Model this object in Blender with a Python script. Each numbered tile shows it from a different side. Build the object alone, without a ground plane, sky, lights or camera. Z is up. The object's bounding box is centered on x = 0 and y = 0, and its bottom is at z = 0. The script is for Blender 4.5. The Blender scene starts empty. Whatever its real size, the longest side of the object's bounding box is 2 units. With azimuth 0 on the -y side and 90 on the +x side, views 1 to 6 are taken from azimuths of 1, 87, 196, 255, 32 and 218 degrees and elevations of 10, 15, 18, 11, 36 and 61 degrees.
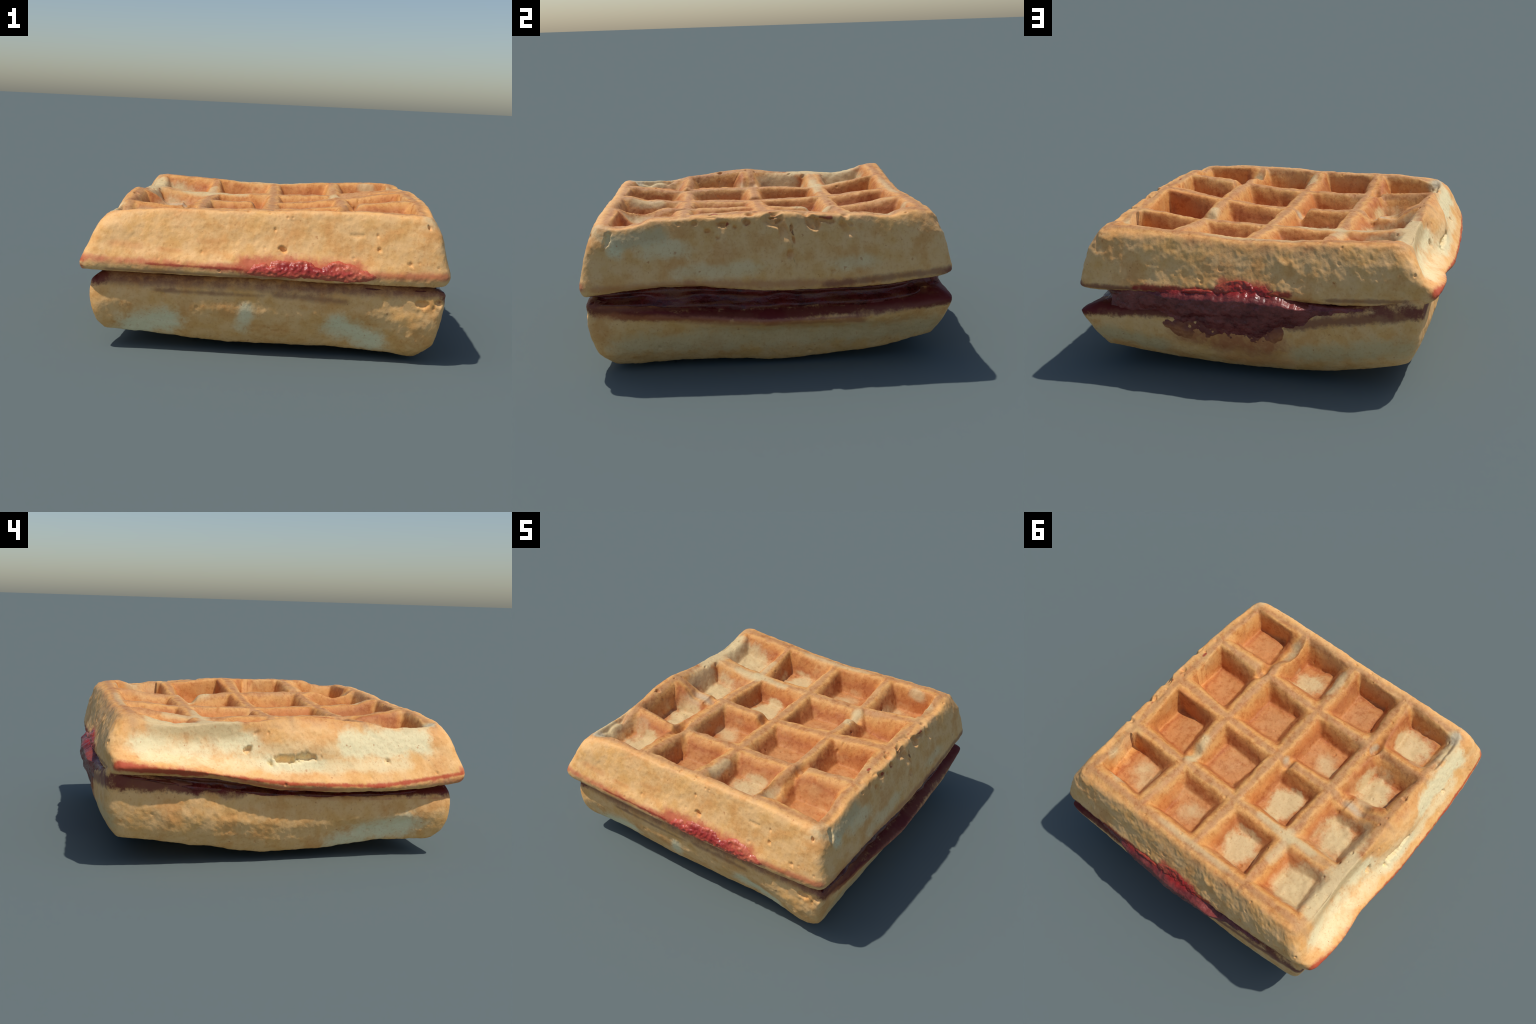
"""Two square waffles sandwiched on a layer of dark berry jam."""
import bpy
import numpy as np
from mathutils import Vector

RNG = np.random.default_rng(11)

# ----------------------------------------------------------------------------
# numeric helpers
# ----------------------------------------------------------------------------

def smoothstep(a, b, x):
    t = np.clip((np.asarray(x, float) - a) / (b - a), 0.0, 1.0)
    return t * t * (3 - 2 * t)


def vnoise(p, seed=0):
    """Smooth value noise in [-1, 1] for an (n, 3) array of points."""
    p = np.asarray(p, float)
    i = np.floor(p).astype(np.int64)
    f = p - i
    f = f * f * f * (f * (f * 6 - 15) + 10)

    def h(dx, dy, dz):
        n = ((i[:, 0] + dx) * 73856093) ^ ((i[:, 1] + dy) * 19349663) ^ ((i[:, 2] + dz) * 83492791) ^ (seed * 2654435 + 77)
        n = (n ^ (n >> 13)) * 1274126177 & 0x7FFFFFFF
        n = (n ^ (n >> 16)) * 668265263 & 0x7FFFFFFF
        return ((n >> 7) & 0xFFFF) / 32767.5 - 1.0

    x, y, z = f[:, 0], f[:, 1], f[:, 2]
    c00 = h(0, 0, 0) * (1 - x) + h(1, 0, 0) * x
    c10 = h(0, 1, 0) * (1 - x) + h(1, 1, 0) * x
    c01 = h(0, 0, 1) * (1 - x) + h(1, 0, 1) * x
    c11 = h(0, 1, 1) * (1 - x) + h(1, 1, 1) * x
    return (c00 * (1 - y) + c10 * y) * (1 - z) + (c01 * (1 - y) + c11 * y) * z


TURN = np.array([[.36, .48, -.8], [-.8, .6, 0], [.48, .64, .6]])


def fbm(p, scale, octaves=3, seed=0):
    p = np.asarray(p, float) @ TURN * scale        # turned, so lattice lines never run along the sides
    out, amp, tot = 0.0, 1.0, 0.0
    for k in range(octaves):
        out = out + amp * vnoise(p * 2 ** k + 17.3 * k, seed + k)
        tot += amp
        amp *= 0.5
    return out / tot


def pchip(xk, yk, x):
    """Monotone cubic through knots xk; yk has the knots on axis 0."""
    xk, yk, x = np.asarray(xk, float), np.asarray(yk, float), np.asarray(x, float)
    sh = (-1,) + (1,) * (yk.ndim - 1)
    hk = np.diff(xk).reshape(sh)
    d = np.diff(yk, axis=0) / hk
    m = np.zeros_like(yk)
    a, b = d[:-1], d[1:]
    h0, h1 = hk[:-1], hk[1:]
    w1, w2 = 2 * h1 + h0, h1 + 2 * h0
    with np.errstate(divide="ignore", invalid="ignore"):
        mm = (w1 + w2) / (w1 / a + w2 / b)
    m[1:-1] = np.where(a * b > 0, np.nan_to_num(mm), 0.0)
    m[0], m[-1] = d[0], d[-1]
    k = np.clip(np.searchsorted(xk, x, side="right") - 1, 0, len(xk) - 2)
    h = (xk[k + 1] - xk[k]).reshape(sh)
    t = ((x - xk[k]).reshape(sh)) / h
    return ((2 * t**3 - 3 * t**2 + 1) * yk[k] + (t**3 - 2 * t**2 + t) * h * m[k]
            + (-2 * t**3 + 3 * t**2) * yk[k + 1] + (t**3 - t**2) * h * m[k + 1])


def blur_loop(p, sigma_steps):
    """Gaussian smoothing of a closed loop of points (rounds its corners)."""
    n = len(p)
    k = np.fft.fftfreq(n) * 2 * np.pi
    g = np.exp(-0.5 * (k * sigma_steps) ** 2)
    return np.real(np.fft.ifft(np.fft.fft(p, axis=0) * g[:, None], axis=0))


# ----------------------------------------------------------------------------
# a slab of waffle: pocketed face + side wall + plain inner face
# ----------------------------------------------------------------------------
N = 420                       # vertices along one edge of the pocketed face
QEDGE = 0.21                  # lattice distance from the border rib to the edge
Q = np.linspace(-QEDGE, 4 + QEDGE, N)
STATIONS = np.array([0, .25, .5, .75, 1.0])


def perimeter_row(sides):
    """sides: front, right, back, left = (outset at 5 stations, z at 5 stations).
    Returns the closed loop, 4(N-1) points, counter-clockwise from (-x,-y)."""
    s = np.linspace(0, 1, N)[:-1]
    o = [pchip(STATIONS, np.broadcast_to(np.asarray(a, float), (5,)) if np.ndim(a) == 0 else a, s) for a, z in sides]
    z = [pchip(STATIONS, np.broadcast_to(np.asarray(b, float), (5,)) if np.ndim(b) == 0 else b, s) for a, b in sides]
    ends = [(np.atleast_1d(a)[0], np.atleast_1d(a)[-1]) for a, b in sides]
    def along(i):
        lo, hi = -ends[i - 1][1], ends[(i + 1) % 4][0]
        return lo + (hi - lo) * s
    f, r, b, l = (along(i) for i in range(4))
    return np.concatenate([
        np.stack([f, -o[0], z[0]], 1), np.stack([o[1], r, z[1]], 1),
        np.stack([-b, o[2], z[2]], 1), np.stack([-o[3], -l, z[3]], 1)])


def loop_index():
    """Grid index (row=qb, col=qa) of each perimeter point, same order as above."""
    k = np.arange(N - 1)
    e = N - 1
    rows = np.concatenate([0 * k, k, 0 * k + e, e - k])
    cols = np.concatenate([k, 0 * k + e, e - k, 0 * k])
    return rows * N + cols


LOOP = loop_index()


class Waffle:
    def __init__(self, rows, blurs, nodes_x, nodes_y, nodes_z, floors, facing, dents, openings, seed):
        self.facing, self.seed = facing, seed
        perim = [blur_loop(perimeter_row(r), b) for r, b in zip(rows, blurs)]
        self.perim = perim
        self.grid = self.face_grid(perim[0], nodes_x, nodes_y, nodes_z, floors, dents, openings)
        # wall: smooth profile through the control rows
        R = np.stack(perim)
        per = 15
        knots = np.arange(len(R), dtype=float)
        t = np.linspace(0, len(R) - 1, per * (len(R) - 1) + 1)
        # ghost row inside the edge gives the roll-over its tangent
        self.t = t
        self.wall = pchip(knots, R, t)

    def face_grid(self, edge, nx, ny, nz, floors, dents, openings):
        kn = np.array([-QEDGE, 0, 1, 2, 3, 4, 4 + QEDGE])
        X, Y, Z = np.zeros((7, 7)), np.zeros((7, 7)), np.zeros((7, 7))
        X[1:6, 1:6], Y[1:6, 1:6], Z[1:6, 1:6] = nx, ny, nz
        near = lambda x, y: edge[np.argmin((edge[:, 0] - x) ** 2 + (edge[:, 1] - y) ** 2)]
        for k in range(1, 6):
            for (r, c), (rr, cc), d in (((0, k), (1, k), (0, -.2)), ((6, k), (5, k), (0, .2)), ((k, 0), (k, 1), (-.2, 0)), ((k, 6), (k, 5), (.2, 0))):
                p = near(X[rr, cc] + d[0], Y[rr, cc] + d[1])
                X[r, c], Y[r, c], Z[r, c] = p[0] if d[0] else X[rr, cc], p[1] if d[1] else Y[rr, cc], p[2]
        for r, rr in ((0, 1), (6, 5)):
            for c, cc in ((0, 1), (6, 5)):
                X[r, c], Y[r, c], Z[r, c] = X[rr, c], Y[r, cc], (Z[rr, c] + Z[r, cc]) / 2
        net = np.stack([X, Y, Z], 2)
        G = pchip(kn, net, Q)                                   # along b
        G = pchip(kn, G.transpose(1, 0, 2), Q).transpose(1, 0, 2)   # along a
        # make the border of the grid meet the (rounded) edge loop exactly
        D = np.zeros((N, N, 3))
        D.reshape(-1, 3)[LOOP] = edge - G.reshape(-1, 3)[LOOP]
        w0 = np.exp(-((Q + QEDGE) / .22) ** 2)
        w1 = w0[::-1]
        A = w0[:, None, None] * D[:1] + w1[:, None, None] * D[-1:]
        B = w0[None, :, None] * D[:, :1] + w1[None, :, None] * D[:, -1:]
        C = 0
        for wa, ra in ((w0, 0), (w1, -1)):
            for wb, rb in ((w0, 0), (w1, -1)):
                C = C + wa[:, None, None] * wb[None, :, None] * D[ra, rb]
        G = G + A + B - C
        # pockets
        P = G.reshape(-1, 3)
        sgn = self.facing
        x, y = P[:, 0].reshape(N, N), P[:, 1].reshape(N, N)
        warp = lambda h: fbm(P * [1, 1, 0] + [0, 0, h], 9, 3, self.seed + 5).reshape(N, N)
        x, y = x + .010 * warp(3.1), y + .010 * warp(8.7)
        mask = np.zeros((N, N))
        zf = np.zeros((N, N))
        tilt = np.random.default_rng(self.seed + 40).normal(0, .05, (4, 4, 2))
        ztop = P[:, 2].reshape(N, N)
        for i, j, mouth, floor in openings:
            do, df = quad_distance(mouth, x, y) - .011, quad_distance(floor, x, y) - .008
            t = np.where(df < 0, 1 - df / .05, -do / np.maximum(df - do, .012))
            soft = .13
            f = soft * np.logaddexp(0, (t - .02) / soft)         # rounded crest
            f = np.where(t < -.8, 0, f)
            k = .05
            f = f - k * np.logaddexp(0, (f - 1) / k)             # crisp floor crease
            f = np.where(do < .03, np.clip(f, 0, 1), 0)
            take = f > mask
            mask = np.where(take, f, mask)
            c = np.mean(floor, 0)
            zf = np.where(take, floors[j][i] + tilt[j, i, 0] * (x - c[0]) + tilt[j, i, 1] * (y - c[1]), zf)
        fine = fbm(P, 14, 2, self.seed + 9).reshape(N, N)
        left = smoothstep(-.30, -.50, P[:, 0]).reshape(N, N)
        zfl = zf + (.006 + .008 * left) * fine
        # broken and sunken stretches of rib
        drop = np.zeros(N * N)
        for x, y, rx, ry, dz, ang in dents:
            ca, sa = np.cos(np.radians(ang)), np.sin(np.radians(ang))
            ex, ey = P[:, 0] - x, P[:, 1] - y
            u, v = (ca * ex + sa * ey) / rx, (-sa * ex + ca * ey) / ry
            drop = np.maximum(drop, dz * np.exp(-(u * u + v * v) ** 1.5))
        zt = ztop - sgn * drop.reshape(N, N) * (1 + .5 * fine)
        zt = zt + sgn * (.007 * fbm(P, 5, 2, self.seed + 2) + .005 * fbm(P, 13, 2, self.seed + 3)).reshape(N, N)
        z = zt * (1 - mask) + np.where(mask > 0, zfl, 0) * mask
        keep = D  # noqa
        P[:, 2] = z.ravel()
        P[LOOP] = edge
        return P

    def build(self, name):
        wall = self.wall
        nl = len(LOOP)
        # inner face: shrink the last loop towards the middle
        last = wall[-1]
        mid = last.mean(0)
        caps = [mid + (last - mid) * k for k in (.85, .65, .4, .15)]
        verts = [self.grid] + list(wall[1:]) + caps + [mid[None]]
        co = np.concatenate(verts)
        quads = []
        i = np.arange(N * N).reshape(N, N)
        quads.append(np.stack([i[:-1, :-1], i[:-1, 1:], i[1:, 1:], i[1:, :-1]], -1).reshape(-1, 4))
        prev = LOOP
        base = N * N
        for _ in range(len(wall) - 1 + len(caps)):
            cur = base + np.arange(nl)
            quads.append(np.stack([prev, cur, np.roll(cur, -1), np.roll(prev, -1)], -1))
            prev = cur
            base += nl
        quads = np.concatenate(quads)
        tris = np.stack([prev, np.full(nl, base), np.roll(prev, -1)], -1)
        if self.facing < 0:
            quads, tris = quads[:, ::-1], tris[:, ::-1]
        # round the shoulder where face and wall meet
        ring = np.minimum(np.arange(N), np.arange(N)[::-1])
        depth = np.minimum(ring[:, None], ring[None, :]).ravel()
        soft = np.zeros(len(co))
        soft[:N * N] = smoothstep(11, 2, depth)
        k = np.arange(len(wall) - 1)
        soft[N * N:N * N + nl * len(k)] = np.repeat(smoothstep(11, 1, k), nl)
        e = np.concatenate([quads[:, [0, 1]], quads[:, [1, 2]], quads[:, [2, 3]], quads[:, [3, 0]]])
        e = e[(soft[e] > 0).all(1)]
        live = np.unique(e)
        local = np.full(len(co), -1)
        local[live] = np.arange(len(live))
        a, b = local[e[:, 0]], local[e[:, 1]]
        cnt = np.bincount(a, minlength=len(live)) + np.bincount(b, minlength=len(live))
        p, w = co[live].copy(), soft[live][:, None] * .6
        for _ in range(40):
            tot = np.stack([np.bincount(a, p[b, c], len(live)) + np.bincount(b, p[a, c], len(live)) for c in range(3)], 1)
            p += w * (tot / cnt[:, None] - p)
        co[live] = p
        return make_mesh(name, co, quads, tris), co


def make_mesh(name, co, quads, tris=None):
    me = bpy.data.meshes.new(name)
    tris = np.zeros((0, 3), int) if tris is None else tris
    loops = np.concatenate([np.ascontiguousarray(quads).ravel(), np.ascontiguousarray(tris).ravel()]).astype(np.int32)
    starts = np.concatenate([np.arange(len(quads)) * 4, len(quads) * 4 + np.arange(len(tris)) * 3]).astype(np.int32)
    me.vertices.add(len(co))
    me.vertices.foreach_set("co", np.asarray(co, np.float32).ravel())
    me.loops.add(len(loops))
    me.loops.foreach_set("vertex_index", loops)
    me.polygons.add(len(starts))
    me.polygons.foreach_set("loop_start", starts)
    me.update(calc_edges=True)
    me.validate()
    me.polygons.foreach_set("use_smooth", np.ones(len(me.polygons), bool))
    return me


def normals(me):
    n = np.zeros(len(me.vertices) * 3, np.float32)
    me.vertex_normals.foreach_get("vector", n)
    return n.reshape(-1, 3).astype(float)


def set_co(me, co):
    me.vertices.foreach_set("co", np.asarray(co, np.float32).ravel())
    me.update()


def pits(co, n, holes):
    """Holes and cracks: (x, y, z, radius along, radius across, depth, axis direction)."""
    out = np.zeros(len(co))
    for x, y, z, ra, rb, depth, axis in holes:
        x, y, z = co[np.argmin(((co - [x, y, z]) ** 2).sum(1))]       # sit on the surface
        d = co - [x, y, z]
        near = np.abs(d).max(1) < 1.9 * max(ra, rb)
        if not near.any():
            continue
        e = d[near]
        a = np.asarray(axis, float)
        a = a / np.linalg.norm(a)
        al = e @ a
        rest = np.linalg.norm(e - al[:, None] * a, axis=1)
        wob = 1 + .7 * fbm(co[near], 45, 3, 31)
        r = np.hypot(al / ra, rest / rb) * wob
        out[near] = np.maximum(out[near], depth * (1 - smoothstep(.45, 1.1, r)))
    return out


# ----------------------------------------------------------------------------
# the upper waffle
# ----------------------------------------------------------------------------
#          front (-x..+x)                              right (-y..+y)
#          back (+x..-x)                               left (+y..-y)
UP_ROWS = [
    [([.855, .865, .865, .87, .875], [.728, .742, .756, .772, .760]), ([.835, .858, .862, .858, .85], [.757, .793, .802, .78, .768]),
     ([.865, .848, .835, .842, .855], [.768, .762, .742, .754, .775]), ([.81, .798, .815, .815, .81], [.775, .724, .746, .722, .73])],
    [([.908, .892, .89, .895, .908], [.655, .67, .675, .685, .675]), ([.885, .89, .89, .89, .90], [.67, .69, .70, .69, .68]),
     ([.895, .890, .880, .892, .915], [.68, .66, .655, .66, .68]), ([.872, .808, .845, .852, .875], [.69, .645, .65, .645, .665])],
    [([.94, .932, .930, .930, .935], .565), ([.905, .920, .922, .925, .928], [.57, .58, .58, .58, .585]),
     ([.918, .912, .912, .918, .935], [.585, .585, .58, .585, .605]), ([.900, .85, .893, .90, .92], [.63, .575, .56, .55, .565])],
    [([.972, .978, .982, .975, .945], [.470, .474, .470, .468, .472]), ([.93, .950, .953, .950, .948], [.472, .495, .45, .448, .492]),
     ([.93, .945, .947, .93, .91], [.495, .502, .507, .512, .552]), ([.935, .955, .98, .98, .952], [.575, .505, .44, .42, .465])],
    [([.955, .962, .965, .958, .925], [.428, .430, .428, .424, .425]), ([.918, .935, .935, .93, .915], [.44, .475, .43, .425, .465]),
     ([.905, .915, .918, .915, .91], [.465, .472, .475, .475, .502]), ([.915, .905, .93, .945, .94], [.505, .47, .40, .388, .428])],
    [([.84, .86, .86, .86, .84], .422), ([.84, .86, .86, .86, .84], [.43, .455, .43, .42, .45]),
     ([.82, .83, .83, .83, .82], [.45, .45, .45, .46, .50]), ([.82, .84, .85, .86, .84], [.50, .46, .42, .41, .425])],
]
UP_X = np.array([[-.775, -.378, .01, .41, .79], [-.775, -.388, .008, .428, .80], [-.775, -.388, .025, .429, .80],
                 [-.775, -.366, .016, .414, .79], [-.765, -.385, .005, .414, .775]])
UP_Y = np.array([[-.815, -.815, -.81, -.805, -.80], [-.43, -.435, -.42, -.42, -.42], [-.02, -.028, -.014, -.005, 0],
                 [.385, .381, .389, .412, .40], [.80, .785, .775, .775, .785]])
UP_Z = np.array([[.731, .747, .760, .772, .774], [.728, .710, .717, .758, .801], [.743, .710, .707, .753, .806],
                 [.727, .701, .713, .737, .777], [.780, .762, .749, .774, .788]])
UP_FLOOR = [[.605, .595, .612, .638], [.588, .590, .613, .636], [.600, .588, .615, .625], [.640, .618, .622, .632]]
# pockets: lattice place, corners of the mouth, corners of the floor (counter-clockwise from -x,-y)
UP_POCKETS = [
    (0, 0, [(-0.780, -0.768), (-0.465, -0.789), (-0.479, -0.456), (-0.751, -0.469)], [(-0.719, -0.754), (-0.514, -0.742), (-0.522, -0.543), (-0.718, -0.552)]),
    (1, 0, [(-0.361, -0.774), (-0.059, -0.779), (-0.051, -0.454), (-0.356, -0.476)], [(-0.291, -0.762), (-0.099, -0.738), (-0.105, -0.539), (-0.314, -0.557)]),
    (2, 0, [(0.037, -0.785), (0.353, -0.791), (0.349, -0.474), (0.036, -0.470)], [(0.119, -0.750), (0.308, -0.726), (0.318, -0.559), (0.089, -0.542)]),
    (3, 0, [(0.361, -0.746), (0.766, -0.777), (0.759, -0.469), (0.429, -0.483)], [(0.527, -0.757), (0.723, -0.740), (0.735, -0.565), (0.509, -0.562)]),
    (0, 1, [(-0.766, -0.393), (-0.487, -0.418), (-0.440, -0.063), (-0.755, -0.095)], [(-0.718, -0.325), (-0.531, -0.320), (-0.510, -0.132), (-0.721, -0.156)]),
    (1, 1, [(-0.356, -0.390), (-0.055, -0.369), (-0.048, -0.053), (-0.343, -0.070)], [(-0.306, -0.320), (-0.098, -0.329), (-0.099, -0.127), (-0.305, -0.132)]),
    (2, 1, [(0.047, -0.364), (0.364, -0.387), (0.367, -0.052), (0.058, -0.066)], [(0.118, -0.335), (0.323, -0.329), (0.322, -0.124), (0.108, -0.130)]),
    (3, 1, [(0.458, -0.375), (0.753, -0.372), (0.727, -0.082), (0.456, -0.054)], [(0.528, -0.319), (0.728, -0.330), (0.744, -0.129), (0.527, -0.117)]),
    (0, 2, [(-0.752, 0.023), (-0.439, 0.025), (-0.408, 0.346), (-0.712, 0.353)], [(-0.668, 0.087), (-0.526, 0.087), (-0.502, 0.272), (-0.670, 0.296)]),
    (1, 2, [(-0.344, 0.025), (-0.042, 0.032), (-0.031, 0.348), (-0.326, 0.338)], [(-0.294, 0.092), (-0.098, 0.084), (-0.088, 0.284), (-0.292, 0.292)]),
    (2, 2, [(0.061, 0.038), (0.369, 0.053), (0.380, 0.336), (0.058, 0.348)], [(0.096, 0.098), (0.324, 0.090), (0.338, 0.278), (0.121, 0.278)]),
    (3, 2, [(0.457, 0.038), (0.748, 0.065), (0.736, 0.347), (0.438, 0.385)], [(0.535, 0.084), (0.727, 0.063), (0.738, 0.282), (0.500, 0.308)]),
    (0, 3, [(-0.734, 0.461), (-0.416, 0.440), (-0.405, 0.741), (-0.708, 0.730)], [(-0.662, 0.491), (-0.497, 0.512), (-0.497, 0.672), (-0.671, 0.671)]),
    (1, 3, [(-0.331, 0.444), (-0.047, 0.456), (-0.020, 0.745), (-0.349, 0.734)], [(-0.278, 0.499), (-0.100, 0.502), (-0.085, 0.678), (-0.304, 0.685)]),
    (2, 3, [(0.061, 0.438), (0.369, 0.435), (0.375, 0.738), (0.069, 0.721)], [(0.126, 0.494), (0.319, 0.497), (0.323, 0.678), (0.119, 0.678)]),
    (3, 3, [(0.450, 0.441), (0.757, 0.446), (0.753, 0.717), (0.465, 0.738)], [(0.535, 0.493), (0.778, 0.463), (0.745, 0.682), (0.537, 0.687)]),
]


def plain_pockets(seed):
    """Regular pockets for the face that lies on the plate."""
    r = np.random.default_rng(seed)
    out = []
    for j in range(4):
        for i in range(4):
            c = np.array([-.575 + .385 * i, -.57 + .385 * j]) + r.normal(0, .006, 2)
            sq = np.array([(-1, -1), (1, -1), (1, 1), (-1, 1)])
            out.append((i, j, c + .148 * sq, c + .11 * sq))
    return out


def quad_distance(q, x, y):
    """Signed distance-like field of a convex quad, negative inside, corners slightly rounded."""
    q = np.asarray(q)
    out = None
    for k in range(4):
        p, e = q[k], q[(k + 1) % 4] - q[k]
        n = np.array([e[1], -e[0]]) / np.hypot(*e)
        d = (x - p[0]) * n[0] + (y - p[1]) * n[1]
        if out is None:
            out = d
        else:                                   # smooth maximum
            k_ = .016
            h = np.clip(.5 + .5 * (d - out) / k_, 0, 1)
            out = out * (1 - h) + d * h + k_ * h * (1 - h)
    return out


# sunken or broken stretches of rib: x, y, radius along, radius across, drop, angle
UP_DENTS = [
    (-.79, -.66, .15, .10, .05, 90), (-.60, -.03, .10, .07, .055, 0), (-.50, -.03, .05, .07, .06, 0),
    (-.44, -.44, .030, .07, .06, 0), (-.07, -.02, .035, .07, .06, 0), (.45, -.42, .028, .06, .055, 0),
    (.41, -.66, .10, .07, .040, 90), (.415, .30, .05, .06, .05, 90), (.80, -.70, .09, .06, .03, 80),
    (-.79, .63, .14, .08, .030, 90), (.80, .60, .08, .06, .022, 90), (.02, -.66, .06, .06, .018, 90),
]
# holes, cracks and chipped spots: x, y, z, radius along, across, depth, direction
UP_HOLES = [
    (.079, -.924, .577, .022, .013, .022, (1, 0, -.4)),
    (.921, .105, .614, .022, .016, .018, (0, 0, 1)), (.875, .120, .735, .045, .009, .022, (0, .10, 1)), (.900, .130, .675, .045, .008, .018, (0, -.15, 1)),
    (-.91, .03, .565, .085, .022, .045, (0, 1, .15)), (-.925, -.075, .572, .045, .018, .034, (0, 1, 0)), (-.91, .115, .548, .03, .014, .022, (0, 1, .5)),
    (-.855, .22, .601, .026, .018, .026, (0, 1, -.3)), (-.885, -.52, .53, .017, .014, .016, (0, 1, 0)),
    (-.90, .09, .54, .035, .010, .012, (0, 1, .5)),
    (.85, -.22, .755, .032, .013, .022, (0, 1, .1)), (.85, -.10, .765, .022, .013, .024, (0, 1, .2)),
    (.868, -.30, .735, .02, .012, .016, (0, 1, 0)), (.855, .05, .765, .02, .010, .018, (0, 1, .4)),
    (.855, .28, .755, .035, .014, .020, (0, 1, -.3)), (.835, .18, .785, .022, .012, .012, (0, 1, 0)),
    (.815, -.28, .785, .016, .010, .012, (0, 1, 0)), (.80, -.05, .795, .012, .009, .010, (0, 1, 0)),
    (.93, .14, .55, .05, .005, .006, (0, .2, 1)),
    (.845, -.36, .765, .02, .012, .016, (0, 1, .3)), (.86, -.16, .745, .014, .011, .018, (0, 1, 0)), (.85, .33, .75, .02, .012, .018, (0, 1, 0)),
    (.862, .42, .735, .022, .010, .014, (0, 1, -.5)), (.85, .02, .78, .016, .010, .016, (0, 1, 0)), (.875, -.25, .70, .012, .009, .012, (0, 1, 0)), (.945, .32, .52, .012, .010, .010, (0, 1, 0)),
    (-.79, -.22, .74, .018, .014, .018, (0, 1, 0)),
    (.56, -.925, .60, .011, .011, .012, (1, 0, 0)), (.43, -.93, .55, .009, .008, .008, (1, 0, 0)),
    (.72, -.925, .535, .013, .010, .010, (1, 0, 0)), (.45, -.90, .66, .045, .010, .006, (1, 0, 0)),
    (.84, -.79, .70, .05, .018, .022, (.3, -.2, -1)), (.80, -.85, .70, .05, .010, .02, (.1, .3, -1)),
]


def build_upper():
    w = Waffle(UP_ROWS, (14, 13, 12, 10, 10, 12), UP_X, UP_Y, UP_Z, UP_FLOOR, +1, UP_DENTS, UP_POCKETS, 3)
    me, co = w.build("waffle")
    n = normals(me)
    back = smoothstep(.80, .88, co[:, 1]) * smoothstep(.45, .52, co[:, 2])
    side = smoothstep(.80, .87, np.maximum(np.abs(co[:, 0]), np.abs(co[:, 1])))
    amt = .0016 * fbm(co, 55, 2, 1) + .0022 * fbm(co, 22, 2, 2) + side * .004 * fbm(co, 9, 2, 4)
    amt += back * (.0045 + .004 * fbm(co, 5, 2, 8)) * fbm(co, 24, 3, 6)
    chip = smoothstep(.79, .83, co[:, 0]) * smoothstep(.66, .73, co[:, 2]) * smoothstep(.50, .36, np.abs(co[:, 1] - .02))
    flange = ((co - [-.95, .72, .535]) / [.10, .28, .030]) ** 2
    co[:, 0] -= .032 * np.exp(-flange.sum(1) ** 1.3)
    swell = ((co - [-.87, -.10, .65]) / [.15, .24, .11]) ** 2
    amt += .045 * np.exp(-swell.sum(1) ** 1.4)
    torn = smoothstep(.06, .30, fbm(co, 9, 2, 12))
    amt -= chip * torn * (.022 + .012 * fbm(co, 34, 3, 14))
    amt -= pits(co, n, UP_HOLES + crumbs_holes(co, n))
    set_co(me, co + n * amt[:, None])
    return w, me


def crumbs_holes(co, n, count=150):
    """Scattered small bubbles in the crust."""
    r = np.random.default_rng(23)
    pick = r.integers(0, len(co), count)
    out = []
    for k in pick:
        s = r.uniform(.004, .010)
        out.append((*co[k], s * r.uniform(1, 2), s, s * .8, tuple(r.normal(0, 1, 3))))
    return out


# ----------------------------------------------------------------------------
# the lower waffle (pockets face down, edges lift off the plate)
# ----------------------------------------------------------------------------
LO_ROWS = [
    [([.85, .825, .815, .815, .83], [.085, .055, .042, .042, .014]), ([.81, .825, .835, .845, .85], [.014, .03, .012, .03, .12]),
     ([.86, .835, .835, .835, .87], [.12, .07, .045, .055, .15]), ([.83, .81, .812, .815, .855], [.15, .085, .035, .068, .085])],
    [([.90, .885, .882, .887, .90], [.150, .145, .140, .145, .110]), ([.88, .888, .888, .888, .885], [.11, .12, .11, .12, .19]),
     ([.895, .90, .90, .90, .90], [.19, .15, .13, .14, .22]), ([.855, .866, .862, .868, .89], [.22, .18, .13, .15, .15])],
    [([.912, .919, .926, .924, .930], [.27, .25, .25, .25, .25]), ([.908, .915, .915, .918, .915], [.25, .23, .20, .20, .25]),
     ([.92, .935, .94, .945, .93], [.265, .25, .25, .28, .33]), ([.882, .89, .894, .905, .912], [.33, .28, .23, .23, .27])],
    [([.90, .933, .94, .935, .925], [.345, .340, .355, .35, .37]), ([.912, .950, .978, .965, .948], [.370, .315, .276, .272, .335]),
     ([.93, .945, .945, .945, .92], [.335, .325, .36, .40, .50]), ([.90, .895, .898, .905, .902], [.50, .415, .34, .32, .350])],
    [([.865, .89, .89, .89, .87], [.405, .405, .412, .408, .405]), ([.87, .885, .878, .878, .865], [.40, .355, .332, .335, .37]),
     ([.85, .88, .88, .89, .90], [.375, .39, .41, .445, .525]), ([.885, .85, .84, .84, .84], [.525, .43, .375, .365, .395])],
    [(.76, .395), (.78, .385), (.77, [.38, .38, .40, .43, .45]), (.77, [.45, .43, .39, .385, .39])],
]
LO_X = np.tile(np.array([-.75, -.38, .01, .40, .765]), (5, 1))
LO_Y = np.tile(np.array([[-.75], [-.40], [0], [.39], [.76]]), (1, 5))
LO_Z = np.array([[.085, .045, .045, .040, .012], [.055, .015, .015, .012, .02], [.035, .003, .005, .005, .02],
                 [.085, .035, .03, .035, .06], [.165, .07, .055, .07, .15]])
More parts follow.
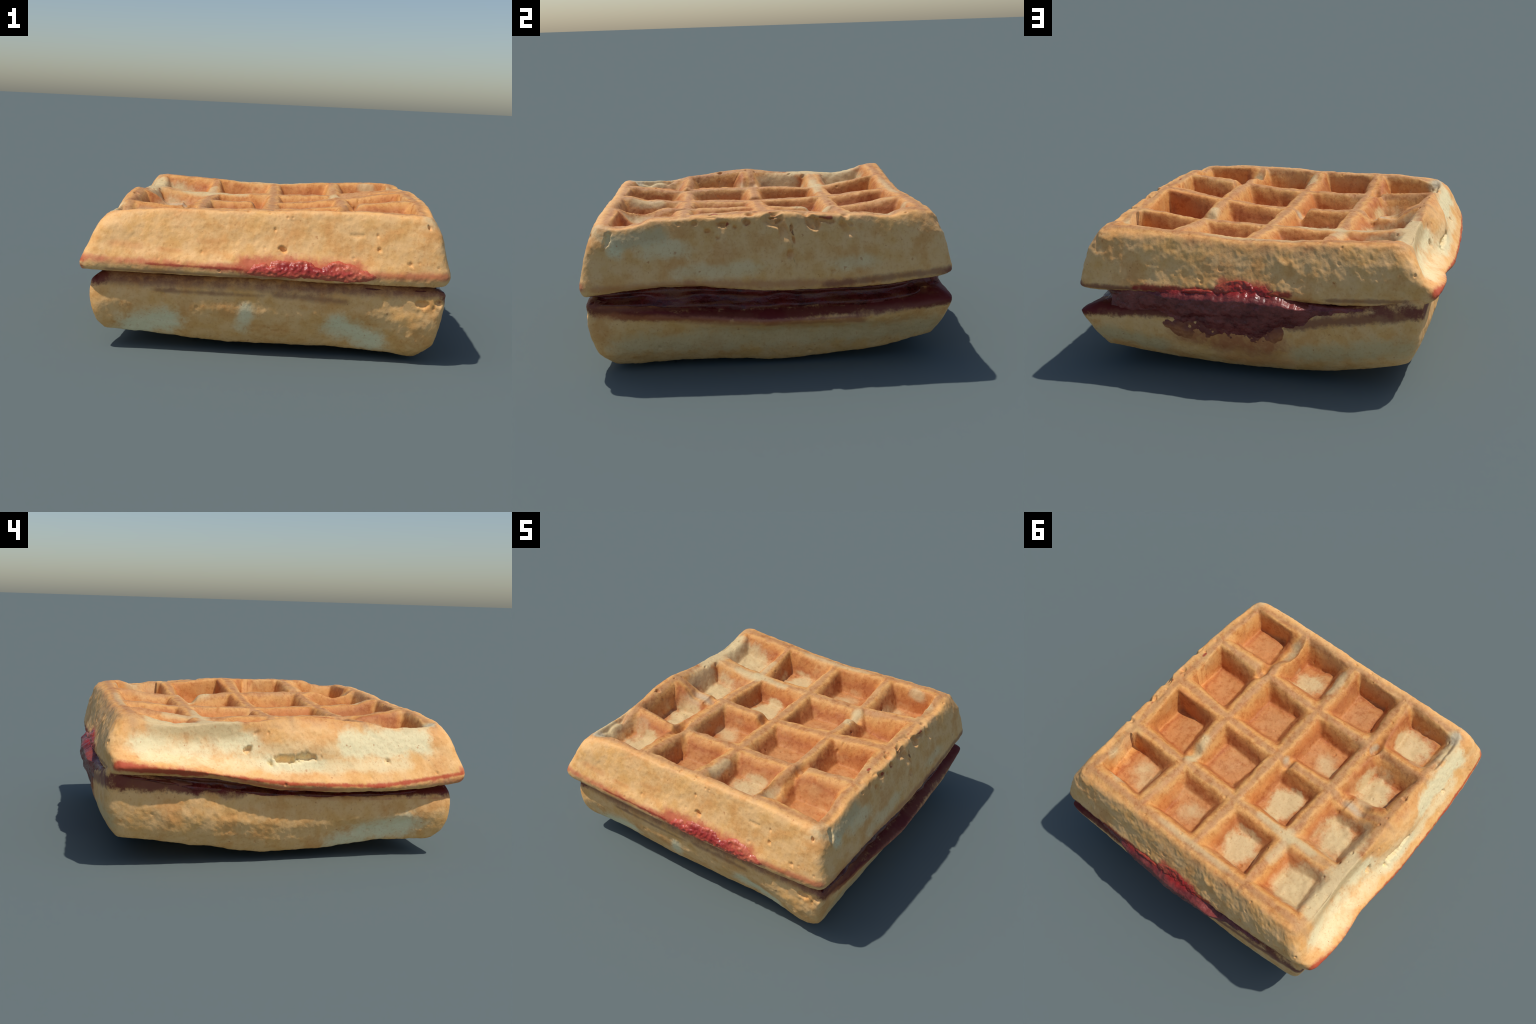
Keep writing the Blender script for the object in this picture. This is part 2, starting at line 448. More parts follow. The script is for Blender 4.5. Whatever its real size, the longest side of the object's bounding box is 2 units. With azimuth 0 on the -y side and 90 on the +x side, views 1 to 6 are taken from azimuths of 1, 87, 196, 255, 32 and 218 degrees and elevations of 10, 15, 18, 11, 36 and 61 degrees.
LO_FLOOR = [[.16, .14, .14, .13], [.13, .12, .12, .12], [.14, .13, .13, .14], [.2, .16, .16, .19]]
LO_HOLES = [(.80, -.90, .315, .035, .02, .018, (1, 0, 0)), (.87, -.885, .335, .02, .02, .016, (1, 0, 1)),
            (-.35, -.92, .25, .009, .009, .006, (1, 0, 0)), (.06, -.90, .12, .03, .006, .008, (1, 0, .1))]


def build_lower():
    dents = [(-.60, -.78, .16, .07, -.02, 0), (.52, -.78, .16, .07, -.02, 0)]
    w = Waffle(LO_ROWS, (12, 10, 9, 6, 8, 12), LO_X, LO_Y, LO_Z, LO_FLOOR, -1, dents, plain_pockets(9), 13)
    me, co = w.build("waffle")
    n = normals(me)
    amt = .0014 * fbm(co, 55, 2, 1) + .002 * fbm(co, 22, 2, 2) + .006 * fbm(co, 6, 2, 4)
    rough = np.exp(-(((co[:, 0] - .8) / .22) ** 2 + ((co[:, 1] + .9) / .2) ** 2)) + np.exp(-(((co[:, 0] + .9) / .1) ** 2 + ((co[:, 1] - .35) / .4) ** 2))
    amt += rough * .006 * fbm(co, 20, 3, 6)
    amt -= pits(co, n, LO_HOLES + crumbs_holes(co, n, 60))
    # hollow pale stretches where the batter did not fill the iron
    for x, y, z, rx, ry, rz, d in ((-.60, -.92, .12, .22, .14, .10, .022), (.47, -.92, .13, .20, .14, .09, .024), (-.90, -.52, .15, .12, .24, .09, .022)):
        e = ((co - [x, y, z]) / [rx, ry, rz]) ** 2
        amt -= d * np.exp(-e.sum(1) ** 1.3)
    co = co + n * amt[:, None]
    co[:, 2] -= co[:, 2].min() - .002
    set_co(me, co)
    return w, me


# ----------------------------------------------------------------------------
# jam
# ----------------------------------------------------------------------------

def build_filling(up, lo):
    """Layer of jam squeezed between the waffles, edge slightly bulging."""
    n = 720
    idx = np.linspace(0, len(LOOP), n, endpoint=False).astype(int)
    ring = up.perim[4][idx].copy()
    edge = ring * [1, 1, 0]
    rad = np.maximum(np.abs(edge[:, 0]), np.abs(edge[:, 1]))
    want = .890 + .018 * fbm(edge, 5, 2, 50)
    want = want + .010 * smoothstep(.7, .9, edge[:, 0]) * smoothstep(1.0, .6, np.abs(edge[:, 1]))
    want = want + .004 * np.exp(-((edge[:, 0] + .90) ** 2 + (edge[:, 1] - .90) ** 2) / .20 ** 2)
    want = want - .022 * smoothstep(-.7, -.88, edge[:, 0]) * smoothstep(.35, .0, edge[:, 1])
    notch = np.exp(-((edge[:, 0] - .95) ** 2 + (edge[:, 1] - .93) ** 2) / .13 ** 2)
    edge = edge * ((want - .10 * notch) / rad)[:, None]
    zt = up.perim[5][idx][:, 2] + .02
    zb = lo.perim[4][idx][:, 2] - .03
    rows = []
    sway = fbm(edge, 7, 2, 55)[:, None]
    for o, f in [(-.25, 1), (-.06, 1), (-.005, .93), (.012, .78), (-.022, .58), (-.012, .42), (.018, .26), (.012, .10), (-.05, 0), (-.25, 0)]:
        p = edge * (1 + o * (1 + .8 * sway))
        p[:, 2] = zb + (zt - zb) * np.clip(f + .10 * sway[:, 0] * np.sin(np.pi * f), 0, 1)
        q = np.c_[p[:, :2], p[:, 2] * 3]
        p[:, :2] *= (1 + .018 * fbm(q, 8, 3, 60))[:, None]
        rows.append(p)
    t = np.linspace(0, 9, 64)
    W = pchip(np.arange(10.), np.stack(rows), t)
    m = len(t)
    co = np.concatenate([W.reshape(-1, 3), [W[0].mean(0)], [W[-1].mean(0)]])
    i = np.arange(m * n).reshape(m, n)
    j = np.roll(i, -1, 1)
    quads = np.stack([i[:-1], i[1:], j[1:], j[:-1]], -1).reshape(-1, 4)
    tr = np.concatenate([np.stack([np.full(n, m * n), i[0], j[0]], -1), np.stack([np.full(n, m * n + 1), j[-1], i[-1]], -1)])
    me = make_mesh("jam_filling", co, quads, tr)
    return me


SPILL = np.array([  # x, top z, bottom z, reach in y
    (.77, .470, .375, .875), (.70, .482, .350, .905), (.60, .492, .335, .928), (.48, .505, .330, .955), (.38, .512, .300, .978),
    (.28, .515, .275, .978), (.20, .520, .260, .986), (.08, .528, .255, .991), (.00, .530, .255, .992), (-.08, .525, .265, .990), (-.16, .515, .285, .984),
    (-.25, .490, .315, .980), (-.38, .462, .375, .945), (-.60, .465, .400, .930), (-.86, .51, .44, .915)])
def build_spill(up, lo):
    """Jam that ran out at the back over both waffles."""
    nx, nw = 420, 130
    xs = np.linspace(.77, -.86, nx)
    tab = pchip(-SPILL[:, 0], SPILL[:, 1:], -xs)
    w = np.linspace(0, 1, nw)
    strip = np.stack([xs, 0 * xs, 0 * xs], 1)
    wild = smoothstep(.70, .45, xs) * smoothstep(-.40, -.2, xs)
    tab[:, 0] += wild * (.012 * fbm(strip, 14, 3, 91) + .008 * fbm(strip, 45, 2, 92))
    tab[:, 1] += wild * (.010 * fbm(strip, 12, 3, 93) + .006 * fbm(strip, 40, 2, 94))

    def wall_y(obj, x, z):
        k = 2 * (N - 1)
        seg = obj.wall[:, k:k + N - 1]
        ks = np.array([np.argmin(np.abs(seg[len(seg) // 2, :, 0] - v)) for v in x])
        zz, yy = seg[:, ks, 2], seg[:, ks, 1]
        out = np.zeros((len(x), z.shape[1]))
        half = slice(0, 3 * 15 + 8)
        for q in range(len(x)):
            a, b = zz[half, q], yy[half, q]
            o = np.argsort(a)
            out[q] = np.interp(z[q], a[o], b[o])
        return out
    Z = tab[:, :1] * (1 - w) + tab[:, 1:2] * w
    base = np.maximum(wall_y(up, xs, Z) * (Z > .47), wall_y(lo, xs, Z) * (Z < .40))
    mid = (Z <= .47) & (Z >= .40)
    base = np.where(mid, np.nan, base)
    for q in range(nx):
        r = base[q]
        ok = ~np.isnan(r)
        base[q] = np.interp(np.arange(nw), np.where(ok)[0], r[ok]) if ok.any() else .9
    prof = smoothstep(-.02, .20, w) * (1 - .85 * smoothstep(.30, 1.05, w))
    reach = tab[:, 2:3]
    Y = (base - .012) + np.clip(reach - base + .012, -.05, .2) * prof
    P = np.stack([np.broadcast_to(xs[:, None], Y.shape), Y, Z], -1).reshape(-1, 3)
    edge = np.minimum(np.minimum(w, 1 - w) / .10, 1)[None] * np.minimum(np.minimum(np.arange(nx), nx - 1 - np.arange(nx)) / 14, 1)[:, None]
    lump = .014 * fbm(P, 9, 3, 71) + .007 * fbm(P, 30, 3, 72)
    P[:, 1] += lump * edge.ravel()
    P[:, 2] += .006 * fbm(P, 9, 2, 75)
    i = np.arange(nx * nw).reshape(nx, nw)
    quads = np.stack([i[:-1, :-1], i[:-1, 1:], i[1:, 1:], i[1:, :-1]], -1).reshape(-1, 4)
    # back skin to give it body
    B = P.copy()
    B[:, 1] -= .05 + .03 * edge.ravel()
    co = np.concatenate([P, B])
    o = nx * nw
    rim = np.concatenate([i[:, 0], i[-1, 1:], i[::-1, -1][1:], i[0, ::-1][1:-1]])
    rq = np.stack([rim, np.roll(rim, -1), np.roll(rim, -1) + o, rim + o], -1)
    allq = np.concatenate([quads[:, ::-1], quads + o, rq])
    me = make_mesh("jam_spill", co, allq)
    fix_normals(me)
    return me


def fix_normals(me):
    import bmesh
    bm = bmesh.new()
    bm.from_mesh(me)
    bmesh.ops.recalc_face_normals(bm, faces=bm.faces)
    bm.to_mesh(me)
    bm.free()
    me.polygons.foreach_set("use_smooth", np.ones(len(me.polygons), bool))


def wall_patch(name, obj, k0, k1, r0, r1, thick, seed, edge_noise=.35):
    """A smear of jam lying on the wall of a waffle: perimeter range k, profile range r."""
    nk, nr = 260, 46
    ks = np.linspace(k0, k1, nk) * (N - 1)
    rs = np.linspace(r0, r1, nr) * 15
    W = obj.wall
    ka = np.floor(ks).astype(int)
    kf = (ks - ka)[:, None, None]
    ra = np.clip(np.floor(rs).astype(int), 0, len(W) - 2)
    rf = (rs - ra)[None, :, None]
    L = W.shape[1]
    g = lambda r, k: W[r[None, :], (k % L)[:, None]]
    P = (g(ra, ka) * (1 - kf) + g(ra, ka + 1) * kf) * (1 - rf) + (g(ra + 1, ka) * (1 - kf) + g(ra + 1, ka + 1) * kf) * rf
    du, dv = np.gradient(P, axis=0), np.gradient(P, axis=1)
    n = np.cross(du, dv)
    n /= np.linalg.norm(n, axis=2, keepdims=True) + 1e-9
    out = P.copy()
    out[..., 2] = 0
    if (n * out).sum() < 0:
        n = -n
    flat = P.reshape(-1, 3)
    a, b = np.linspace(-1, 1, nk)[:, None], np.linspace(-1, 1, nr)[None]
    body = (1 - np.abs(a) ** 2.5) * (1 - b * b) * (1 + edge_noise * 1.9 * fbm(flat, 10, 4, seed).reshape(nk, nr)) - .12
    h = -.014 + (thick + .014) * smoothstep(-.05, .6, body)
    h = h + smoothstep(.2, .6, body) * (.004 * fbm(flat, 38, 2, seed + 3).reshape(nk, nr) + .003 * fbm(flat, 80, 1, seed + 8).reshape(nk, nr))
    h[[0, -1]] = -.018
    h[:, [0, -1]] = -.018
    T = P + n * h[..., None]
    co = np.concatenate([T.reshape(-1, 3), (P - n * .024).reshape(-1, 3)])
    i = np.arange(nk * nr).reshape(nk, nr)
    quads = np.stack([i[:-1, :-1], i[:-1, 1:], i[1:, 1:], i[1:, :-1]], -1).reshape(-1, 4)
    o = nk * nr
    rim = np.concatenate([i[:, 0], i[-1, 1:], i[::-1, -1][1:], i[0, ::-1][1:-1]])
    rq = np.stack([rim, np.roll(rim, -1), np.roll(rim, -1) + o, rim + o], -1)
    me = make_mesh(name, co, np.concatenate([quads[:, ::-1], quads + o, rq]))
    fix_normals(me)
    return me


# ----------------------------------------------------------------------------
# materials
# ----------------------------------------------------------------------------

def srgb(r, g, b):
    f = lambda c: c / 12.92 if c <= .04045 else ((c + .055) / 1.055) ** 2.4
    return (f(r / 255), f(g / 255), f(b / 255), 1)


class Nodes:
    def __init__(self, tree):
        self.t = tree

    def new(self, kind, **sets):
        n = self.t.nodes.new(kind)
        for k, v in sets.items():
            setattr(n, k, v)
        return n

    def put(self, sock, v):
        if isinstance(v, bpy.types.NodeSocket):
            self.t.links.new(v, sock)
        else:
            sock.default_value = v

    def math(self, op, a, b=0.0, c=None, clamp=False):
        n = self.new("ShaderNodeMath", operation=op, use_clamp=clamp)
        self.put(n.inputs[0], a)
        self.put(n.inputs[1], b)
        if c is not None:
            self.put(n.inputs[2], c)
        return n.outputs[0]

    def vec(self, op, a, b=None, out=0):
        n = self.new("ShaderNodeVectorMath", operation=op)
        self.put(n.inputs[0], a)
        if b is not None:
            self.put(n.inputs[3 if op == "SCALE" else 1], b)
        return n.outputs[out]

    def ramp(self, x, a, b, lo=0.0, hi=1.0):
        n = self.new("ShaderNodeMapRange", interpolation_type="SMOOTHSTEP")
        for s, v in zip(n.inputs[:5], (x, a, b, lo, hi)):
            self.put(s, v)
        return n.outputs[0]

    def noise(self, p, scale, detail=3.0, rough=.55, out=0):
        n = self.new("ShaderNodeTexNoise")
        self.put(n.inputs["Vector"], p)
        n.inputs["Scale"].default_value = scale
        n.inputs["Detail"].default_value = detail
        n.inputs["Roughness"].default_value = rough
        return n.outputs[out]

    def mix(self, f, a, b, blend="MIX"):
        n = self.new("ShaderNodeMix", data_type="RGBA", blend_type=blend)
        self.put(n.inputs["Factor"], f)
        self.put(n.inputs[6], a)
        self.put(n.inputs[7], b)
        return n.outputs[2]


def streak_group():
    """Mask of a capsule-shaped streak from A to B, edge broken up by noise."""
    g = bpy.data.node_groups.new("streak_mask", "ShaderNodeTree")
    for name, kind in (("Position", "NodeSocketVector"), ("Ragged", "NodeSocketFloat"), ("A", "NodeSocketVector"), ("AB", "NodeSocketVector"),
                       ("Squash", "NodeSocketVector"), ("Core", "NodeSocketFloat"), ("Strength", "NodeSocketFloat")):
        g.interface.new_socket(name, in_out="INPUT", socket_type=kind)
    g.interface.new_socket("Mask", in_out="OUTPUT", socket_type="NodeSocketFloat")
    g.interface.new_socket("Position", in_out="OUTPUT", socket_type="NodeSocketVector")
    N_ = Nodes(g)
    i, o = N_.new("NodeGroupInput").outputs, N_.new("NodeGroupOutput").inputs
    rel = N_.vec("SUBTRACT", i[0], i[2])
    tt = N_.math("DIVIDE", N_.vec("DOT_PRODUCT", rel, i[3], 1), N_.math("MAXIMUM", N_.vec("DOT_PRODUCT", i[3], i[3], 1), 1e-6), clamp=True)
    off = N_.vec("MULTIPLY", N_.vec("SUBTRACT", rel, N_.vec("SCALE", i[3], tt)), i[4])
    d = N_.math("ADD", N_.vec("LENGTH", off, out=1), i[1])
    m = N_.math("MULTIPLY", N_.ramp(d, i[5], 1.0, 1.0, 0.0), i[6])
    N_.put(o[0], m)
    # handing the position on makes the streaks evaluate one after the other
    N_.put(o[1], N_.vec("ADD", i[0], N_.vec("SCALE", (1, 1, 1), N_.math("MULTIPLY", m, 1e-6))))
    return g


def add_streaks(N_, col, pos, rag, group, items, colours):
    """items: (colour name, A, B, radius or (rx, ry, rz), core, strength)."""
    for cname, A, B, r, core, strength in items:
        n = N_.new("ShaderNodeGroup", node_tree=group)
        r = (r, r, r) if np.ndim(r) == 0 else r
        N_.put(n.inputs[0], pos)
        N_.put(n.inputs[1], rag)
        n.inputs[2].default_value = A
        n.inputs[3].default_value = [b - a for a, b in zip(A, B)]
        n.inputs[4].default_value = [1 / v for v in r]
        n.inputs[5].default_value = core
        n.inputs[6].default_value = strength
        col = N_.mix(n.outputs[0], col, colours[cname])
        pos = n.outputs[1]
    return col


COL = {
    "tan": srgb(250, 197, 132), "toast": srgb(205, 148, 98), "brown": srgb(196, 120, 66), "orange": srgb(222, 140, 74),
    "pale": srgb(244, 226, 176), "cream": srgb(216, 190, 140), "grey": srgb(206, 190, 156), "floor": srgb(208, 138, 86),
    "rose": srgb(200, 86, 60), "red": srgb(156, 34, 28), "stain": srgb(190, 112, 66), "plum": srgb(134, 72, 56), "jam": srgb(110, 26, 22),
    "dark": srgb(120, 62, 38), "white": srgb(248, 234, 190), "haze": srgb(158, 96, 88), "mauve": srgb(116, 48, 44), "berry": srgb(190, 66, 54), "glaze": srgb(214, 128, 104), "rust": srgb(196, 86, 50),
}
PT = lambda *p: (p, p)


def principled(name):
    mat = bpy.data.materials.new(name)
    mat.use_nodes = True
    t = mat.node_tree
    bsdf = t.nodes["Principled BSDF"]
    return mat, Nodes(t), bsdf


def waffle_material(name, group, streaks, jam_streaks, top_toast):
    mat, N_, bsdf = principled(name)
    pos = N_.new("ShaderNodeTexCoord").outputs["Object"]
    big = N_.noise(pos, 3.2, 3, .6)
    mid = N_.noise(pos, 11, 4, .6)
    fine = N_.noise(pos, 70, 3, .7)
    speck = N_.noise(pos, 38, 2, .5)
    rag = N_.math("ADD", N_.math("MULTIPLY", N_.math("SUBTRACT", mid, .5), .9), N_.math("MULTIPLY", N_.math("SUBTRACT", fine, .5), .6))
    rag = N_.math("ADD", rag, N_.math("MULTIPLY", N_.math("SUBTRACT", N_.noise(pos, 26, 3, .6), .5), .8))
    col = N_.mix(N_.ramp(mid, .35, .7), COL["tan"], srgb(242, 182, 106))
    col = N_.mix(N_.ramp(N_.noise(pos, 5.5, 5, .65), .47, .68, 0, .6), col, srgb(230, 160, 94))
    if top_toast:
        sep = N_.new("ShaderNodeSeparateXYZ")
        N_.put(sep.inputs[0], pos)
        reach = N_.math("MAXIMUM", N_.math("ABSOLUTE", sep.outputs[0]), N_.math("ABSOLUTE", sep.outputs[1]))
        reach = N_.math("ADD", reach, N_.math("MULTIPLY", N_.math("SUBTRACT", mid, .5), .10))
        # pocket lattice: floor, darkened crease, wall, edge lightened as a highlight, toasted crest
        wob = N_.math("MULTIPLY", N_.math("SUBTRACT", mid, .5), .14)
        sx = N_.math("SUBTRACT", N_.math("FRACT", N_.math("DIVIDE", N_.math("ADD", sep.outputs[0], .78), .3935)), .5)
        sy = N_.math("SUBTRACT", N_.math("FRACT", N_.math("DIVIDE", N_.math("ADD", sep.outputs[1], .815), .401)), .5)
        ax, ay = N_.math("ABSOLUTE", sx), N_.math("ABSOLUTE", sy)
        d = N_.math("MULTIPLY", N_.math("ADD", N_.math("MAXIMUM", ax, ay), wob), 2)
        ramp = N_.new("ShaderNodeValToRGB")
        N_.put(ramp.inputs[0], d)
        stops = [(0, (202, 146, 94)), (.50, (201, 139, 84)), (.61, (188, 118, 68)), (.70, (206, 139, 78)), (.79, (218, 157, 90)),
                 (.86, (224, 168, 100)), (.93, (203, 150, 96)), (1, (196, 144, 94))]
        while len(ramp.color_ramp.elements) < len(stops):
            ramp.color_ramp.elements.new(.5)
        for e, (x, c) in zip(ramp.color_ramp.elements, stops):
            e.position, e.color = x, srgb(*c)
        toast = N_.mix(N_.ramp(big, .40, .66, 0, .5), ramp.outputs[0], N_.mix(1.0, ramp.outputs[0], srgb(255, 238, 214), "MULTIPLY"))
        toast = N_.mix(N_.ramp(N_.noise(pos, 24, 4, .7), .46, .66, 0, .75), toast, N_.mix(1.0, toast, srgb(226, 200, 180), "MULTIPLY"))
        toast = N_.mix(N_.ramp(N_.noise(pos, 4.3, 4, .6), .55, .72, 0, .45), toast, srgb(222, 178, 118))
        col = N_.mix(N_.ramp(reach, .80, .875, 1, 0), col, toast)
    calm = N_.math("ADD", N_.math("MULTIPLY", N_.math("SUBTRACT", mid, .5), 1.1), N_.math("MULTIPLY", N_.math("SUBTRACT", fine, .5), .15))
    col = add_streaks(N_, col, pos, calm, group, streaks, COL)
    # crumb grain
    col = N_.mix(N_.ramp(fine, .50, .72, 0, .30), col, N_.mix(1.0, col, srgb(214, 168, 128), "MULTIPLY"))
    col = N_.mix(N_.ramp(speck, .70, .76, 0, .55), col, COL["brown"])
    if jam_streaks:
        col = add_streaks(N_, col, pos, rag, group, jam_streaks, COL)
    N_.put(bsdf.inputs["Base Color"], col)
    bsdf.inputs["Roughness"].default_value = .62
    bsdf.inputs["Specular IOR Level"].default_value = .3
    b = N_.new("ShaderNodeBump")
    b.inputs["Strength"].default_value = .25
    b.inputs["Distance"].default_value = .006
    N_.put(b.inputs["Height"], N_.math("ADD", fine, N_.math("MULTIPLY", mid, .8)))
    N_.put(bsdf.inputs["Normal"], b.outputs[0])
    return mat


def jam_material(name, dark, light, rough, bump=.5):
    mat, N_, bsdf = principled(name)
    pos = N_.new("ShaderNodeTexCoord").outputs["Object"]
    n1 = N_.noise(pos, 9, 4, .6)
    n2 = N_.noise(pos, 45, 3, .6)
    m = N_.math("ADD", N_.math("MULTIPLY", n1, .7), N_.math("MULTIPLY", n2, .3))
    col = N_.mix(N_.ramp(m, .36, .62), dark, light)
    N_.put(bsdf.inputs["Base Color"], col)
    N_.put(bsdf.inputs["Roughness"], N_.ramp(n2, .35, .65, rough, rough + .25))
    bsdf.inputs["Specular IOR Level"].default_value = .5
    b = N_.new("ShaderNodeBump")
    b.inputs["Strength"].default_value = bump
    b.inputs["Distance"].default_value = .008
    N_.put(b.inputs["Height"], N_.math("ADD", n2, n1))
    N_.put(bsdf.inputs["Normal"], b.outputs[0])
    return mat, N_, bsdf, pos, col


# colour patches on the upper waffle: colour, A, B, radii, core (0..1), strength
UP_PATCHES = [
    # pale, under-baked batter along the left side
    ("pale", (-.88, .74, .64), (-.86, .24, .64), (.10, .12, .10), .3, .95),
    ("pale", (-.90, .10, .54), (-.90, -.10, .54), (.10, .12, .06), .2, .8),
    ("pale", (-.86, -.32, .62), (-.85, -.72, .63), (.10, .10, .12), .4, .95),
    ("pale", (-.92, -.18, .52), (-.93, -.6, .52), (.10, .1, .05), .2, .6),
    ("pale", (-.90, .70, .58), (-.93, -.1, .53), (.08, .1, .06), .1, .7),
    ("pale", (-.88, .20, .60), (-.88, -.40, .60), (.09, .12, .07), .0, .4),
    ("cream", (-.78, .30, .72), (-.78, .66, .72), (.09, .10, .10), .4, .9),
    ("cream", (-.78, -.64, .70), (-.78, -.74, .70), (.08, .10, .08), .4, .9),
    ("grey", (-.79, -.76, .71), (-.79, -.80, .71), (.04, .04, .05), .3, .9),
    ("cream", (-.68, .60, .69), (-.60, .60, .66), (.15, .19, .12), .5, .85),
    ("cream", (-.68, .18, .69), (-.60, .19, .66), (.14, .18, .11), .5, .8),
    ("cream", (-.70, -.62, .68), (-.66, -.62, .66), (.12, .16, .10), .4, .7),
    ("cream", (-.66, -.22, .64), (-.60, -.12, .66), (.10, .14, .08), .3, .6),
    # pale pocket floors and ribs
    ("cream", (-.575, .59, .63), (-.575, .59, .63), (.16, .17, .08), .30, .95),
    ("cream", (-.575, .18, .62), (-.575, .18, .62), (.15, .16, .08), .30, .95),
    ("cream", (-.575, -.23, .62), (-.575, -.23, .62), (.15, .16, .07), .6, .95),
    ("cream", (-.585, -.62, .62), (-.585, -.62, .62), (.15, .15, .07), .6, .9),
    ("cream", (-.185, .56, .64), (-.20, .60, .64), (.13, .13, .05), .6, .9),
    ("cream", (-.20, .17, .61), (-.20, .20, .61), (.12, .13, .05), .7, .95),
    ("cream", (.19, .59, .64), (.20, .61, .64), (.10, .10, .04), .3, .65),
    ("cream", (-.24, -.20, .60), (-.26, -.18, .60), (.09, .09, .04), .3, .7),
    ("cream", (.22, -.60, .63), (.20, -.62, .63), (.12, .13, .05), .5, .9),
    ("cream", (.60, .56, .66), (.56, .60, .66), (.12, .12, .06), .3, .8),
    ("cream", (.66, -.66, .68), (.66, -.66, .68), (.03, .03, .03), .3, .6),
    ("cream", (-.38, .35, .72), (-.55, .38, .72), (.06, .05, .06), .3, .8),
    ("cream", (-.40, .39, .72), (-.18, .37, .73), (.05, .05, .05), .3, .8),
    ("cream", (-.40, .40, .72), (-.40, .56, .72), (.05, .05, .06), .3, .6),
    ("grey", (-.60, -.01, .68), (-.52, -.03, .68), (.07, .05, .07), .1, .7),
    ("grey", (-.43, -.42, .67), (-.43, -.44, .67), (.03, .04, .05), .3, .9),
    ("grey", (-.07, -.02, .67), (-.05, -.03, .67), (.035, .04, .04), .2, .8),
    ("cream", (.41, -.72, .72), (.41, -.64, .72), (.05, .06, .06), .3, .95),
    ("cream", (.03, -.72, .72), (.03, -.60, .72), (.05, .06, .05), .3, .7),
    ("cream", (.40, .34, .71), (.41, .20, .71), (.05, .06, .06), .3, .9),
    ("pale", (.80, -.82, .72), (.87, -.76, .66), (.07, .07, .07), .3, .9),
    ("cream", (.86, -.55, .72), (.86, -.72, .70), (.08, .08, .06), .3, .8),
    ("cream", (.76, .62, .76), (.62, .75, .75), (.06, .06, .05), .3, .7),
    ("cream", (.20, .78, .76), (-.20, .78, .75), (.10, .03, .05), .2, .5),
    # greenish pale bloom on the right wall
    ("pale", (.91, -.58, .66), (.91, -.46, .66), (.05, .13, .08), .1, .55),
    ("pale", (.93, -.40, .54), (.93, -.10, .55), (.05, .14, .06), .1, .4),
    ("pale", (.93, .38, .55), (.93, .5, .56), (.05, .10, .06), .1, .45),
    # deep orange in the pockets
    *[("orange", (x - .13, y + s * .0, .66), (x + .13, y, .66), (.05, .10, .05), .1, .2) for x, y, s in
      ((-.19, -.24, 1), (.21, -.22, 1), (.61, -.22, 1), (.62, .2, 1), (.21, .2, 1), (-.19, -.62, 1), (.61, -.62, 1))],
    *[("orange", (x, y, .66), (x, y + .16, .66), (.035, .07, .06), .0, .45) for x, y in
      ((-.45, .10), (-.45, -.32), (-.05, .12), (-.05, .52), (-.46, .50), (-.05, -.32), (-.45, -.72), (.36, .52))],
    # orange flecks on the front
    ("orange", (-.78, -.93, .565), (-.66, -.93, .56), (.05, .05, .03), .0, .45),
    ("orange", (-.33, -.93, .60), (-.22, -.93, .605), (.05, .05, .02), .0, .35),
    ("orange", (-.54, -.94, .55), (-.45, -.94, .545), (.03, .05, .02), .1, .4),
]
UP_JAM = [
    # front lip
    ("rose", (-.93, -.94, .49), (-.10, -.97, .475), (.035, .06, .030), .1, .75),
    ("rose", (-.12, -.97, .50), (.45, -.97, .50), (.07, .08, .075), .15, .85),
    ("rose", (.50, -.97, .475), (.90, -.94, .48), (.04, .06, .032), .1, .65),
    ("red", (-.60, -.97, .478), (-.13, -.97, .474), (.02, .05, .010), .2, .7),
    ("plum", (-.80, -.96, .44), (.10, -.97, .437), (.03, .05, .012), .1, .5),
    # left lip
    ("rust", (-.965, .90, .555), (-.98, .48, .495), (.07, .06, .040), .3, .95),
    ("rust", (-.965, .48, .505), (-.985, 0, .445), (.04, .05, .017), .2, .95),
    ("rust", (-.985, 0, .445), (-.985, -.47, .425), (.04, .05, .017), .2, .95),
    ("rust", (-.985, -.47, .425), (-.945, -.93, .475), (.04, .05, .017), .2, .95),
    ("rose", (-.96, .86, .545), (-.965, 0, .415), (.04, .05, .03), .1, .7),
    ("rose", (-.965, 0, .41), (-.94, -.93, .44), (.04, .05, .03), .1, .7),
    # back and right lips
    ("plum", (.93, .92, .49), (.45, .93, .495), (.06, .06, .022), .2, .8),
    ("red", (.60, .93, .505), (-.22, .94, .515), (.04, .06, .026), .3, .9),
    ("rose", (.12, .93, .55), (-.10, .93, .54), (.06, .06, .05), .2, .85),
    ("plum", (-.45, .93, .50), (-.80, .93, .51), (.06, .06, .018), .2, .6),
    ("stain", (.935, -.85, .475), (.935, -.4, .49), (.05, .06, .03), .2, .5),
    ("stain", (.935, -.4, .48), (.94, .4, .455), (.05, .06, .035), .2, .6),
    ("plum", (.94, .3, .45), (.935, .90, .495), (.05, .06, .028), .2, .65),
    # jam showing in the chipped edge
    *[("red", (x, y, z), (x, y + dy, z), .014, .3, .8) for x, y, z, dy in
      ((.86, -.22, .76, .03), (.868, -.10, .76, .0), (.86, .27, .77, .05), (.82, .20, .80, .06), (.82, -.06, .812, .01),
       (.80, -.27, .805, .02), (.42, -.06, .765, .0), (.40, -.10, .765, .01), (.35, -.02, .755, .0), (.91, .115, .70, .0), (.83, .02, .812, .0))],
    ("dark", (.87, .118, .74), (.905, .128, .68), .009, .2, .8), ("dark", (.905, .128, .68), (.918, .118, .63), .008, .2, .8),  # wall crack: its dark inside drawn in colour over shallow pits
    ("dark", (.925, .12, .60), (.945, .15, .50), .006, .1, .5),
]
